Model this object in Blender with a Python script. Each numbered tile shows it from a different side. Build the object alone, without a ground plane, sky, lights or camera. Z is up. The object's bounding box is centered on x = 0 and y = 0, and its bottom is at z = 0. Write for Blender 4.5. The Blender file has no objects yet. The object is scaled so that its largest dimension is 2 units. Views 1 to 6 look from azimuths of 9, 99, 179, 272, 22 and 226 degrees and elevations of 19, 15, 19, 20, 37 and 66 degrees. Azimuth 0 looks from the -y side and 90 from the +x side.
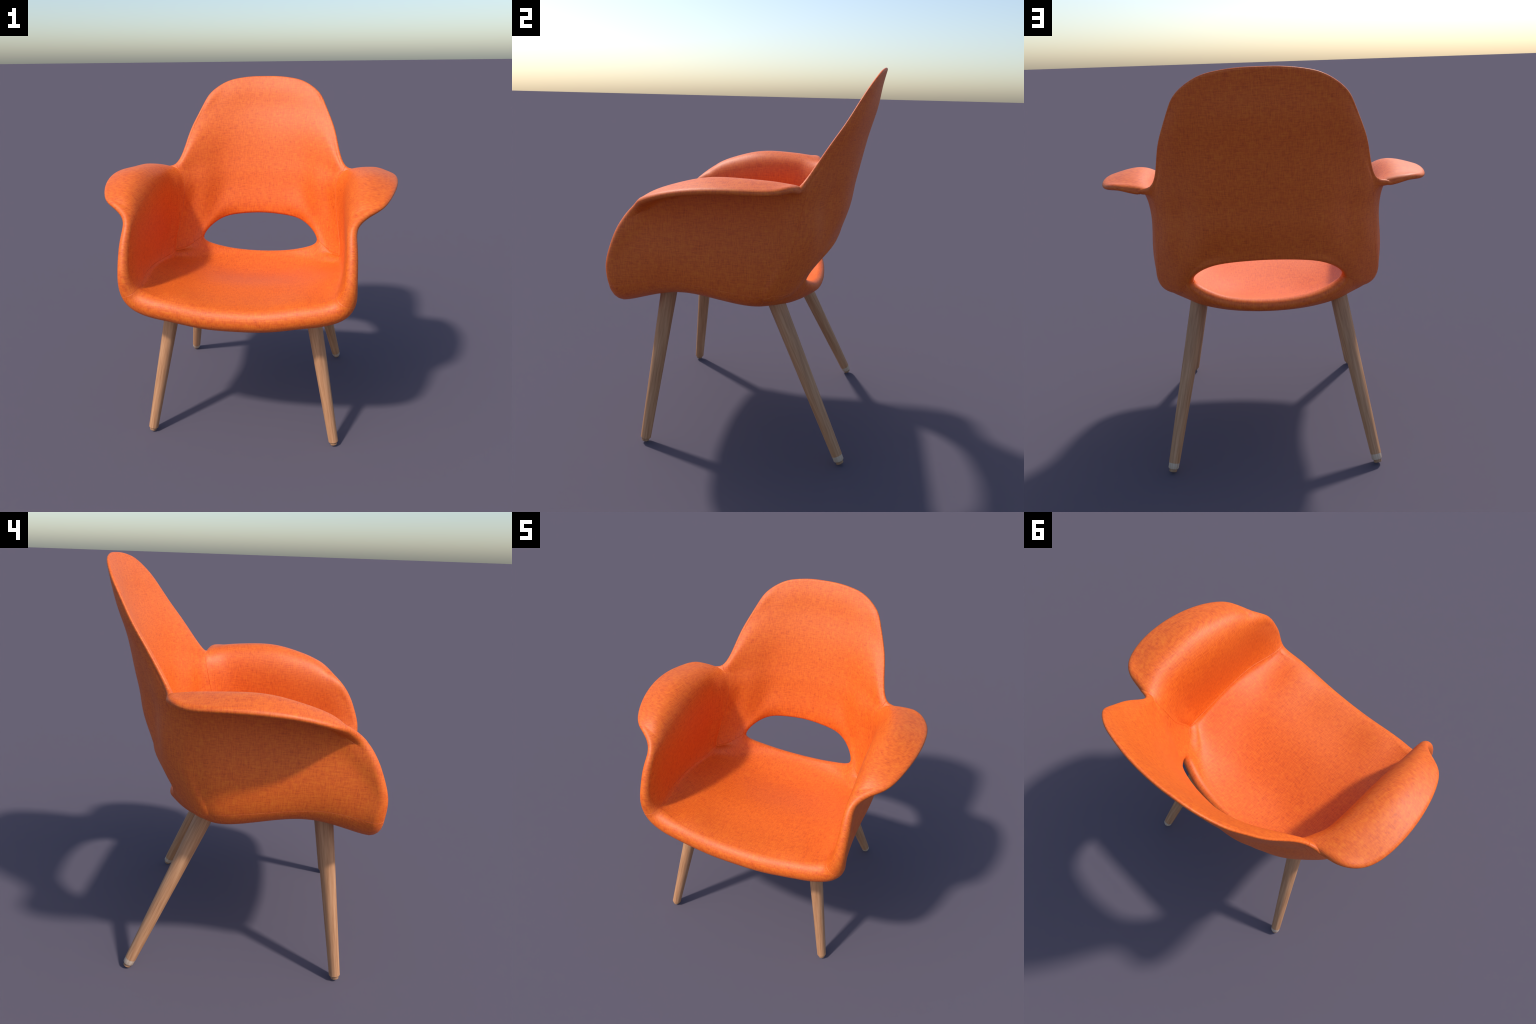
import bpy, math
import numpy as np
from mathutils import Vector, Matrix

# ---------------------------------------------------------------------------
#  Upholstered shell armchair: a moulded shell (seat, two arms, backrest with an
#  oval opening above the seat) on four tapered splayed wooden legs.
#  The shell is described by a coarse half cage of its middle surface, which is
#  mirrored, subdivided, thickened and rolled over at its free edge.
# ---------------------------------------------------------------------------

# seat + arm: one line per cross-section from the front edge to the rear seam.
# six seat stations from the centre line to the side corner, then five up the arm
SECTIONS = [
    [(0, -.674, .795), (.170, -.674, .801), (.320, -.672, .821), (.440, -.668, .851), (.530, -.658, .886), (.578, -.656, .937),
     (.594, -.652, 1.019), (.596, -.631, 1.111), (.595, -.579, 1.228), (.615, -.504, 1.312)],
    [(0, -.550, .816), (.170, -.550, .822), (.320, -.547, .852), (.430, -.543, .862), (.522, -.537, .886), (.568, -.530, .945),
     (.583, -.525, 1.055), (.583, -.498, 1.155), (.584, -.460, 1.245), (.605, -.434, 1.323), (.688, -.444, 1.359)],
    [(0, -.410, .825), (.170, -.410, .830), (.320, -.407, .855), (.430, -.400, .874), (.529, -.395, .906), (.573, -.390, .964),
     (.587, -.390, 1.065), (.583, -.375, 1.190), (.588, -.365, 1.308), (.635, -.363, 1.382), (.756, -.380, 1.385)],
    [(0, -.250, .828), (.170, -.250, .833), (.320, -.250, .847), (.430, -.248, .875), (.529, -.244, .911), (.576, -.240, .958),
     (.587, -.235, 1.075), (.578, -.230, 1.230), (.589, -.225, 1.360), (.656, -.225, 1.434), (.806, -.250, 1.422)],
    [(0, -.080, .802), (.170, -.080, .809), (.320, -.080, .827), (.430, -.082, .854), (.529, -.085, .890), (.576, -.090, .940),
     (.587, -.080, 1.070), (.577, -.080, 1.250), (.590, -.080, 1.390), (.668, -.080, 1.464), (.836, -.080, 1.445)],
    [(0, .080, .780), (.170, .080, .786), (.320, .080, .814), (.430, .070, .841), (.524, .055, .869), (.573, .030, .925),
     (.584, .080, 1.070), (.572, .090, 1.250), (.586, .090, 1.395), (.662, .090, 1.462), (.835, .090, 1.449)],
    [(0, .200, .790), (.170, .198, .796), (.315, .192, .818), (.415, .175, .845), (.500, .145, .872), (.568, .100, .918),
     (.568, .155, 1.070), (.558, .175, 1.240), (.571, .190, 1.385), (.635, .208, 1.457), (.793, .225, 1.447)],
    [(0, .300, .816), (.170, .295, .823), (.307, .280, .846), (.400, .245, .873), (.479, .190, .896), (.560, .135, .915),
     (.554, .197, 1.070), (.542, .232, 1.230), (.538, .250, 1.360), (.575, .276, 1.434), (.682, .299, 1.453)],
    [(0, .390, .858), (.170, .380, .872), (.305, .349, .914), (.383, .319, .968), (.469, .245, .917), (.550, .173, .920),
     (.538, .231, 1.070), (.518, .271, 1.220), (.510, .296, 1.340), (.524, .310, 1.420), (.553, .315, 1.463)],
]
# backrest: one line per course from the opening to the top, from the edge (or
# arm seam, where the first point is shared with the last arm section) inward
COURSES = [
    [(.300, .412, 1.070), (.155, .444, 1.108), (0, .454, 1.118)],
    [(.470, .304, 1.080), (.386, .366, 1.090), (.287, .418, 1.150), (.150, .456, 1.185), (0, .466, 1.195)],
    [(.463, .341, 1.220), (.378, .382, 1.230), (.277, .451, 1.260), (.145, .481, 1.285), (0, .491, 1.290)],
    [(.453, .349, 1.340), (.375, .396, 1.350), (.277, .467, 1.370), (.140, .498, 1.385), (0, .508, 1.390)],
    [(.465, .362, 1.425), (.378, .420, 1.440), (.277, .484, 1.455), (.140, .515, 1.468), (0, .525, 1.475)],
    [(.476, .370, 1.505), (.379, .441, 1.525), (.272, .503, 1.545), (.135, .534, 1.560), (0, .544, 1.565)],
    [(.489, .411, 1.615), (.430, .447, 1.628), (.367, .486, 1.640), (.259, .533, 1.660), (.130, .564, 1.680), (0, .574, 1.685)],
    [(.447, .489, 1.735), (.397, .519, 1.748), (.340, .547, 1.765), (.245, .578, 1.785), (.120, .604, 1.800), (0, .611, 1.805)],
    [(.400, .547, 1.835), (.355, .568, 1.850), (.300, .591, 1.868), (.225, .609, 1.885), (.110, .628, 1.900), (0, .634, 1.905)],
    [(.355, .589, 1.904), (.270, .628, 1.962), (.185, .648, 1.987), (.095, .661, 1.998), (0, .665, 2.000)],
]
SEAT, ARM_R, ARM_L, BACK = 0, 1, 2, 3
LEVELS = 4


def half_thickness(kind, i, j):
    """half thickness of the shell, and the depth of the rolled edge"""
    if kind == 'section':
        if j <= 5:
            pad = [.063, .058, .040, .036, .033, .033, .033, .032, .031][i]
            if j == 5:
                pad = [.054, .045, .026, .026, .028, .030, .030, .029, .027][i]
            if i in (2, 3) and 2 <= j <= 4:
                return [(.036, .036), (.027, .027), (.029, .029)][j - 2]
            if i == 8 and j >= 3:
                return (.027, .024)
            return (pad, pad)
        wall = [.030, .027, .028, .029, .023][j - 6]
        if i == 0:
            return [(.034, .036), (.031, .033), (.028, .030), (.023, .028)][j - 6]
        if j == 10:
            return (.020 if i < 2 else .016 if i < 8 else .013, .026 if i < 7 else .018)
        if j == 9 and i >= 6:
            return (.016, .02)
        return (wall, .026)
    if i == 0:
        return (.021, .018)
    if i == 9 or i >= 6 and j == 0:
        return (.008, .012)
    pad = [0, .027, .030, .031, .031, .031, .028, .023, .017][i]
    if j == 1:
        pad = (.028 if i == 1 else .025 if i < 5 else .022) - (.006 if i >= 7 else 0)
    if j == 2 and 3 <= i <= 5:
        pad -= .005
    if i == 2 and j > 2:
        pad += .004
    return (pad, .014)


# ------------------------------------------------------------------ the cage
def build_cage():
    pts, faces, tags = [], [], []

    def put(p, hr):
        pts.append((*p, *hr))
        return len(pts) - 1
    sec = [[put(p, half_thickness('section', i, j)) for j, p in enumerate(row)] for i, row in enumerate(SECTIONS)]
    sec[0].append(None)
    last = sec[-1]
    grid = []
    for k, row in enumerate(COURSES):
        ids = [put(p, half_thickness('course', k, 6 - len(row) + n)) for n, p in enumerate(row)]
        if k == 0:
            ids = [last[5], last[4], last[3]] + ids
        elif k <= 5:
            ids = [last[5 + k]] + ids
        elif k == 9:
            ids = [None] + ids
        grid.append(ids)
    for i in range(len(sec) - 1):
        for j in range(10):
            q = (sec[i][j], sec[i][j + 1], sec[i + 1][j + 1], sec[i + 1][j])
            faces.append(tuple(v for v in q if v is not None))
            tags.append(SEAT if j < 5 else ARM_R)
    for k in range(len(grid) - 1):
        for c in range(5):
            q = (grid[k][c], grid[k + 1][c], grid[k + 1][c + 1], grid[k][c + 1])
            faces.append(tuple(v for v in q if v is not None))
            tags.append(BACK)
    P = np.array(pts)
    # mirror to the other side
    mir = {}
    extra = []
    for n, p in enumerate(P):
        if abs(p[0]) < 1e-9:
            mir[n] = n
        else:
            mir[n] = len(P) + len(extra)
            extra.append([-p[0], *p[1:]])
    P = np.vstack([P, np.array(extra)])
    F = list(faces)
    T = list(tags)
    for f, t in zip(faces, tags):
        F.append(tuple(mir[v] for v in reversed(f)))
        T.append(ARM_L if t == ARM_R else t)
    return P, F, np.array(T)


# ------------------------------------------- Catmull-Clark subdivision, smooth edge
def catmull_clark(P, F, T):
    if isinstance(F, list):          # the cage holds a few triangles
        loop = np.array([v for f in F for v in f])
        nxt = np.array([f[(k + 1) % len(f)] for f in F for k in range(len(f))])
        size = np.array([len(f) for f in F])
        prev = np.concatenate([np.roll(np.arange(len(f)), 1) + o for f, o in zip(F, np.cumsum(size) - size)])
    else:
        loop, nxt = F.reshape(-1), np.roll(F, -1, 1).reshape(-1)
        size = np.full(len(F), 4)
        prev = np.roll(np.arange(F.size).reshape(-1, 4), 1, 1).reshape(-1)
    face = np.repeat(np.arange(len(size)), size)
    nv = len(P)
    U, inv, cnt = np.unique(np.sort(np.stack([loop, nxt], 1), 1), axis=0, return_inverse=True, return_counts=True)
    inv = inv.reshape(-1)
    ne = len(U)
    fp = np.zeros((len(size), P.shape[1]))
    np.add.at(fp, face, P[loop])
    fp /= size[:, None]
    mid = P[U].mean(1)
    acc = np.zeros((ne, P.shape[1]))
    np.add.at(acc, inv, fp[face])
    ep = np.where((cnt == 2)[:, None], (mid * 2 + acc) / 4, mid)
    n = np.zeros(nv)
    fs = np.zeros_like(P)
    np.add.at(n, loop, 1)
    np.add.at(fs, loop, fp[face])
    ms = np.zeros_like(P)
    ev = np.zeros(nv)
    for a in (0, 1):
        np.add.at(ms, U[:, a], mid)
        np.add.at(ev, U[:, a], 1)
    vp = (fs / n[:, None] + 2 * ms / ev[:, None] + (n - 3)[:, None] * P) / n[:, None]
    b = np.where(cnt == 1)[0]
    bs = np.zeros_like(P)
    isb = np.zeros(nv, bool)
    for a in (0, 1):
        np.add.at(bs, U[b, a], mid[b])
        isb[U[b, a]] = True
    vp[isb] = bs[isb] / 4 + P[isb] / 2
    Q = np.stack([loop, nv + inv, nv + ne + face, nv + inv[prev]], 1)
    return np.vstack([vp, ep, fp]), Q, T[face]


def vertex_normals(P, F):
    N = np.zeros((len(P), 3))
    d = np.cross(P[F[:, 2], :3] - P[F[:, 0], :3], P[F[:, 3], :3] - P[F[:, 1], :3])
    for k in range(4):
        np.add.at(N, F[:, k], d)
    return N / np.maximum(np.linalg.norm(N, axis=1), 1e-12)[:, None]


def edges_of(F):
    E = np.stack([F, np.roll(F, -1, 1)], 2).reshape(-1, 2)
    own = np.repeat(np.arange(len(F)), 4)
    U, first, inv, cnt = np.unique(np.sort(E, 1), axis=0, return_index=True, return_inverse=True, return_counts=True)
    return E, own, U, first, inv.reshape(-1), cnt


def refine(P, F, T, levels):
    for _ in range(levels):
        P, F, T = catmull_clark(P, F, T)
    return P, F, T


def through(C, F, T, rounds=12):
    """cage whose subdivided surface passes through the given points"""
    ctl = C.copy()
    for _ in range(rounds):
        S = refine(ctl, F, T, 3)[0]
        ctl[:, :3] += .7 * (C - S[:len(C)])[:, :3]
    return ctl


def edge_directions(S, F):
    """unit vectors pointing out of the sheet along its free edge"""
    N = vertex_normals(S, F)
    E, own, U, first, inv, cnt = edges_of(F)
    b = E[first[cnt == 1]]
    con = np.zeros((len(S), 3))
    for a in (0, 1):
        np.add.at(con, b[:, a], np.cross(S[b[:, 1], :3] - S[b[:, 0], :3], N[b[:, a]]))
    ln = np.linalg.norm(con, axis=1)
    con[ln > 0] /= ln[ln > 0][:, None]
    return con


def shell_surface():
    C, F, T = build_cage()
    # the points on the free edge lie on the outline: draw them in by the roll depth
    S, f, t = refine(through(C, F, T, 6), F, T, 3)
    C[:, :3] -= edge_directions(S, f)[:len(C)] * C[:, 4:5]
    S, f, t = refine(through(C, F, T), F, T, 2)
    S = fair(S, f, 6)
    return refine(S, f, t, LEVELS - 2)


def fair(S, F, rounds):
    """even out ripples of the surface (Taubin smoothing, outline kept to itself)"""
    E, own, U, first, inv, cnt = edges_of(F)
    bnd = cnt == 1
    isb = np.zeros(len(S), bool)
    isb[U[bnd].reshape(-1)] = True
    for step in [.5, -.52] * rounds:
        acc, num = np.zeros_like(S), np.zeros(len(S))
        for a, c in ((0, 1), (1, 0)):
            ok = ~isb[U[:, a]] | bnd
            np.add.at(acc, U[ok, a], S[U[ok, c]])
            np.add.at(num, U[ok, a], 1)
        S = S + step * (acc / num[:, None] - S)
    return S


def soften_fold(X, F, T, reach=.07, rounds=60):
    """fill the tight fold where the seat runs up into the backrest"""
    E, own, U, first, inv, cnt = edges_of(F)
    touch = [set() for _ in range(len(X))]
    for q, t in zip(F, T):
        for v in q:
            touch[v].add(int(t))
    fold = X[[n for n, t in enumerate(touch) if SEAT in t and BACK in t]]
    d = np.full(len(X), 9.)
    for p in fold:
        d = np.minimum(d, np.linalg.norm(X - p, axis=1))
    w = np.clip(1.3 * (1 - d / reach), 0, 1)
    w[U[cnt == 1].reshape(-1)] = 0
    for _ in range(rounds):
        acc, num = np.zeros_like(X), np.zeros(len(X))
        for a, c in ((0, 1), (1, 0)):
            np.add.at(acc, U[:, a], X[U[:, c]])
            np.add.at(num, U[:, a], 1)
        X = X + (.6 * w)[:, None] * (acc / num[:, None] - X)
    return X


# ------------------------------------------------------------ thick panels
def panel_mesh(name, S, F, T, N, con, inner, outer, tag, groove=.0012, width=.0012, arc=10):
    E, own, U, first, inv, cnt = edges_of(F)
    pair = {}
    for k, e in enumerate(inv):
        pair.setdefault(e, []).append(k)
    sel = np.where(T == tag)[0]
    pf = F[sel]
    seam, free = [], []
    inside = set(sel.tolist())
    for fi in sel:
        for k in range(4):
            h = fi * 4 + k
            oth = [own[x] for x in pair[inv[h]] if x != h]
            if not oth:
                free.append((F[fi, k], F[fi, (k + 1) % 4]))
            elif oth[0] not in inside:
                seam.append((F[fi, k], F[fi, (k + 1) % 4]))
    used = np.unique(pf)
    new = {v: n for n, v in enumerate(used)}
    pos = [(inner[v] + outer[v]) / 2 for v in used]
    nor = [(inner[v] - outer[v]) / np.linalg.norm(inner[v] - outer[v]) for v in used]
    hh = [np.linalg.norm(inner[v] - outer[v]) / 2 for v in used]
    rr = [S[v, 4] for v in used]
    cc = [con[v] for v in used]
    quads = [[new[v] for v in q] for q in pf]
    # seam: step the panel back a little, and sink a border ring on the seam itself
    inward = {}
    for a, b in seam:
        for v in (a, b):
            c = np.cross(N[v], S[b, :3] - S[a, :3])
            inward[v] = inward.get(v, 0) + c
    sunk = {}
    for v, c in inward.items():
        c = c / np.linalg.norm(c)
        n = new[v]
        sunk[v] = len(pos)
        pos.append(pos[n].copy())
        nor.append(nor[n])
        hh.append(hh[n] - groove)
        rr.append(max(rr[n] - groove, .004))
        cc.append(cc[n])
        pos[n] = pos[n] + c * width
    strip_from = len(quads)
    for a, b in seam:
        quads.append([new[b], new[a], sunk[a], sunk[b]])
    rim = [(new[a], new[b]) for a, b in free]
    # where a seam runs out at the free edge the little strip has a rim too
    fe = {}
    for a, b in free:
        fe.setdefault(a, []).append('s')
        fe.setdefault(b, []).append('e')
    for v in sunk:
        if v in fe:
            if fe[v] == ['s']:
                rim.append((sunk[v], new[v]))
            elif fe[v] == ['e']:
                rim.append((new[v], sunk[v]))
    pos, nor, cc = np.array(pos), np.array(nor), np.array(cc)
    hh, rr = np.array(hh)[:, None], np.array(rr)[:, None]
    n0 = len(pos)
    verts = [pos + nor * hh, pos - nor * hh]
    faces = [list(q) for q in quads] + [[x + n0 for x in reversed(q)] for q in quads]
    rv = sorted({x for e in rim for x in e})
    loc = {v: n for n, v in enumerate(rv)}
    base = 2 * n0
    for k in range(1, arc):
        a = math.pi * k / arc
        verts.append(pos[rv] + nor[rv] * hh[rv] * math.cos(a) + cc[rv] * rr[rv] * math.sin(a))

    def ring(k, v):
        if k == 0:
            return v
        if k == arc:
            return v + n0
        return base + (k - 1) * len(rv) + loc[v]
    for a, b in rim:
        for k in range(arc):
            faces.append([ring(k, b), ring(k, a), ring(k + 1, a), ring(k + 1, b)])
    V = np.vstack(verts)
    me = bpy.data.meshes.new(name)
    me.from_pydata(V.tolist(), [], faces)
    me.validate()
    me.polygons.foreach_set('use_smooth', [True] * len(me.polygons))
    me.set_sharp_from_angle(angle=math.radians(38))
    me.update()
    ob = bpy.data.objects.new(name, me)
    bpy.context.scene.collection.objects.link(ob)
    return ob


# --------------------------------------------------------------- materials
def node_kit(name):
    m = bpy.data.materials.new(name)
    m.use_nodes = True
    nt = m.node_tree
    bsdf = nt.nodes['Principled BSDF']

    def add(kind, **kw):
        n = nt.nodes.new(kind)
        for k, v in kw.items():
            if k in n.inputs:
                n.inputs[k].default_value = v
            else:
                setattr(n, k, v)
        return n
    return m, nt, bsdf, add, nt.links.new


def ramp(add, stops):
    r = add('ShaderNodeValToRGB')
    e = r.color_ramp.elements
    while len(e) < len(stops):
        e.new(.5)
    for el, (p, c) in zip(e, stops):
        el.position = p
        el.color = (*c, 1) if len(c) == 3 else c
    return r


def fabric(name, turn):
    """melange woven cloth; the warp and weft streaks run along the panel"""
    m, nt, bsdf, add, link = node_kit(name)
    tc = add('ShaderNodeTexCoord')
    sep = add('ShaderNodeSeparateXYZ')
    rot = add('ShaderNodeCombineXYZ')
    link(tc.outputs['Object'], sep.inputs[0])
    for k, axis in enumerate(turn):
        link(sep.outputs[axis], rot.inputs[k])

    def noise(freq, detail, rough=.6):
        mp = add('ShaderNodeMapping')
        mp.inputs['Scale'].default_value = freq
        link(rot.outputs[0], mp.inputs['Vector'])
        n = add('ShaderNodeTexNoise', Scale=1, Detail=detail, Roughness=rough)
        link(mp.outputs[0], n.inputs['Vector'])
        return n.outputs['Fac']

    def math_(op, a, b):
        n = add('ShaderNodeMath', operation=op)
        for k, v in enumerate((a, b)):
            if isinstance(v, (int, float)):
                n.inputs[k].default_value = v
            else:
                link(v, n.inputs[k])
        return n.outputs[0]
    weft = noise((30, 210, 45), 1)
    warp = noise((210, 30, 45), 1)
    fleck = noise((300, 300, 300), 1)
    cloud = noise((22, 22, 22), 2)
    tilt = add('ShaderNodeVectorRotate', rotation_type='Z_AXIS', Angle=math.radians(42))
    link(rot.outputs[0], tilt.inputs['Vector'])
    mp = add('ShaderNodeMapping')
    mp.inputs['Scale'].default_value = (110, 420, 60)
    link(tilt.outputs[0], mp.inputs['Vector'])
    tw = add('ShaderNodeTexNoise', Scale=1, Detail=1)
    link(mp.outputs[0], tw.inputs['Vector'])
    val = math_('MULTIPLY', math_('ADD', weft, warp), .34)
    val = math_('ADD', val, math_('MULTIPLY', fleck, .18))
    val = math_('ADD', val, math_('MULTIPLY', tw.outputs['Fac'], .12))
    val = math_('ADD', val, math_('MULTIPLY', cloud, .04))
    cr = ramp(add, FABRIC_RAMP)
    link(val, cr.inputs[0])
    link(cr.outputs[0], bsdf.inputs['Base Color'])
    bsdf.inputs['Roughness'].default_value = .52
    bsdf.inputs['Specular IOR Level'].default_value = .5
    # woven relief
    w1 = add('ShaderNodeTexWave', Scale=90, Distortion=1.0, Detail=2)
    w1.bands_direction = 'X'
    w2 = add('ShaderNodeTexWave', Scale=90, Distortion=1.0, Detail=2)
    w2.bands_direction = 'Y'
    link(rot.outputs[0], w1.inputs['Vector'])
    link(rot.outputs[0], w2.inputs['Vector'])
    relief = math_('ADD', math_('ADD', w1.outputs['Fac'], w2.outputs['Fac']), fleck)
    bump = add('ShaderNodeBump', Strength=.12, Distance=.002)
    link(relief, bump.inputs['Height'])
    link(bump.outputs[0], bsdf.inputs['Normal'])
    return m


FABRIC_RAMP = [(.33, (.54, .068, .006)), (.45, (.69, .106, .008)), (.535, (.76, .134, .009)), (.67, (.80, .185, .014))]


def wood(name, dark, mid, light, scale=1.0):
    m, nt, bsdf, add, link = node_kit(name)
    tc = add('ShaderNodeTexCoord')
    mp = add('ShaderNodeMapping')
    mp.inputs['Scale'].default_value = (1, 1, .045)
    link(tc.outputs['Object'], mp.inputs['Vector'])
    n = add('ShaderNodeTexNoise', Scale=95 * scale, Detail=5, Roughness=.65)
    link(mp.outputs[0], n.inputs['Vector'])
    r = ramp(add, [(.34, dark), (.50, mid), (.66, light)])
    link(n.outputs['Fac'], r.inputs[0])
    link(r.outputs[0], bsdf.inputs['Base Color'])
    bsdf.inputs['Roughness'].default_value = .5
    bump = add('ShaderNodeBump', Strength=.06, Distance=.001)
    link(n.outputs['Fac'], bump.inputs['Height'])
    link(bump.outputs[0], bsdf.inputs['Normal'])
    return m


# --------------------------------------------------------------- legs
def turned(name, profile, seg=32):
    """solid of revolution about local z from (radius, height) pairs"""
    verts, faces = [], []
    for r, z in profile:
        for k in range(seg):
            a = 2 * math.pi * k / seg
            verts.append((r * math.cos(a), r * math.sin(a), z))
    for i in range(len(profile) - 1):
        for k in range(seg):
            j = (k + 1) % seg
            faces.append((i * seg + k, i * seg + j, (i + 1) * seg + j, (i + 1) * seg + k))
    faces.append(tuple(reversed(range(seg))))
    faces.append(tuple(range((len(profile) - 1) * seg, len(profile) * seg)))
    me = bpy.data.meshes.new(name)
    me.from_pydata(verts, [], faces)
    me.polygons.foreach_set('use_smooth', [True] * len(me.polygons))
    me.set_sharp_from_angle(angle=math.radians(35))
    return me


FRONT_LEG = ((.537, -.505), (.390, -.404))   # x, y on the ground and at z = 0.8
REAR_LEG = ((.536, .560), (.377, .179))


def build():
    root = bpy.data.objects.new('armchair', None)
    bpy.context.scene.collection.objects.link(root)
    root['label'] = 'orange woven shell armchair with tapered wooden legs'
    root['category'] = 'armchair'

    S, F, T = shell_surface()
    N = vertex_normals(S, F)
    con = edge_directions(S, F)
    inner, outer = S[:, :3] + N * S[:, 3:4], S[:, :3] - N * S[:, 3:4]
    inner = soften_fold(inner, F, T)
    outer = soften_fold(outer, F, T, .06, 18)

    cloth = {SEAT: fabric('woven_cloth_seat', 'XYZ'),
             BACK: fabric('woven_cloth_back', 'XZY'),
             ARM_R: fabric('woven_cloth_arm', 'YZX')}
    cloth[ARM_L] = cloth[ARM_R]
    for tag, name in ((SEAT, 'seat'), (BACK, 'backrest'), (ARM_R, 'armrest'), (ARM_L, 'armrest')):
        ob = panel_mesh(name, S, F, T, N, con, inner, outer, tag)
        ob.data.materials.append(cloth[tag])
        ob.parent = root

    oak = wood('oak_wood', (.37, .168, .076), (.475, .230, .110), (.56, .295, .152))
    pale = wood('pale_wood', (.47, .33, .23), (.56, .41, .30), (.63, .48, .36))
    peg = wood('oak_end_wood', (.26, .135, .07), (.36, .195, .105), (.45, .26, .15))

    for (foot, top), rear in ((FRONT_LEG, False), (REAR_LEG, True)):
        for side in (1, -1):
            p0 = Vector((foot[0] * side, foot[1], .0))
            p1 = Vector((top[0] * side, top[1], .8))
            d = (p1 - p0).normalized()
            length = ((.855 if not rear else .825)) / d.z
            q = d.to_track_quat('Z', 'Y')
            g = .016
            bot = g
            if rear:
                bot = .046
            def rad(z):
                return .0275 + (.0438 - .0275) * z / .86
            me = turned('leg', [(rad(bot) - (.003 if not rear else 0), bot), (rad(bot), bot + .004), (rad(length * .5), length * .5), (rad(length), length)])
            leg = bpy.data.objects.new('leg', me)
            bpy.context.scene.collection.objects.link(leg)
            leg.parent = root
            leg.matrix_world = Matrix.LocRotScale(p0 + Vector((0, 0, .0082)), q, None)
            me.materials.append(oak)
            parts = [('glide', [(.018, 0), (.0200, .002), (.0200, g + .004)], peg)]
            if rear:
                parts.append(('ferrule', [(.0245, g), (.0270, g + .004), (.0272, bot), (.020, bot + .001)], pale))
            for nm, prof, mat in parts:
                pm = turned(nm, prof)
                pm.materials.append(mat)
                o = bpy.data.objects.new(nm, pm)
                bpy.context.scene.collection.objects.link(o)
                o.parent = leg


build()
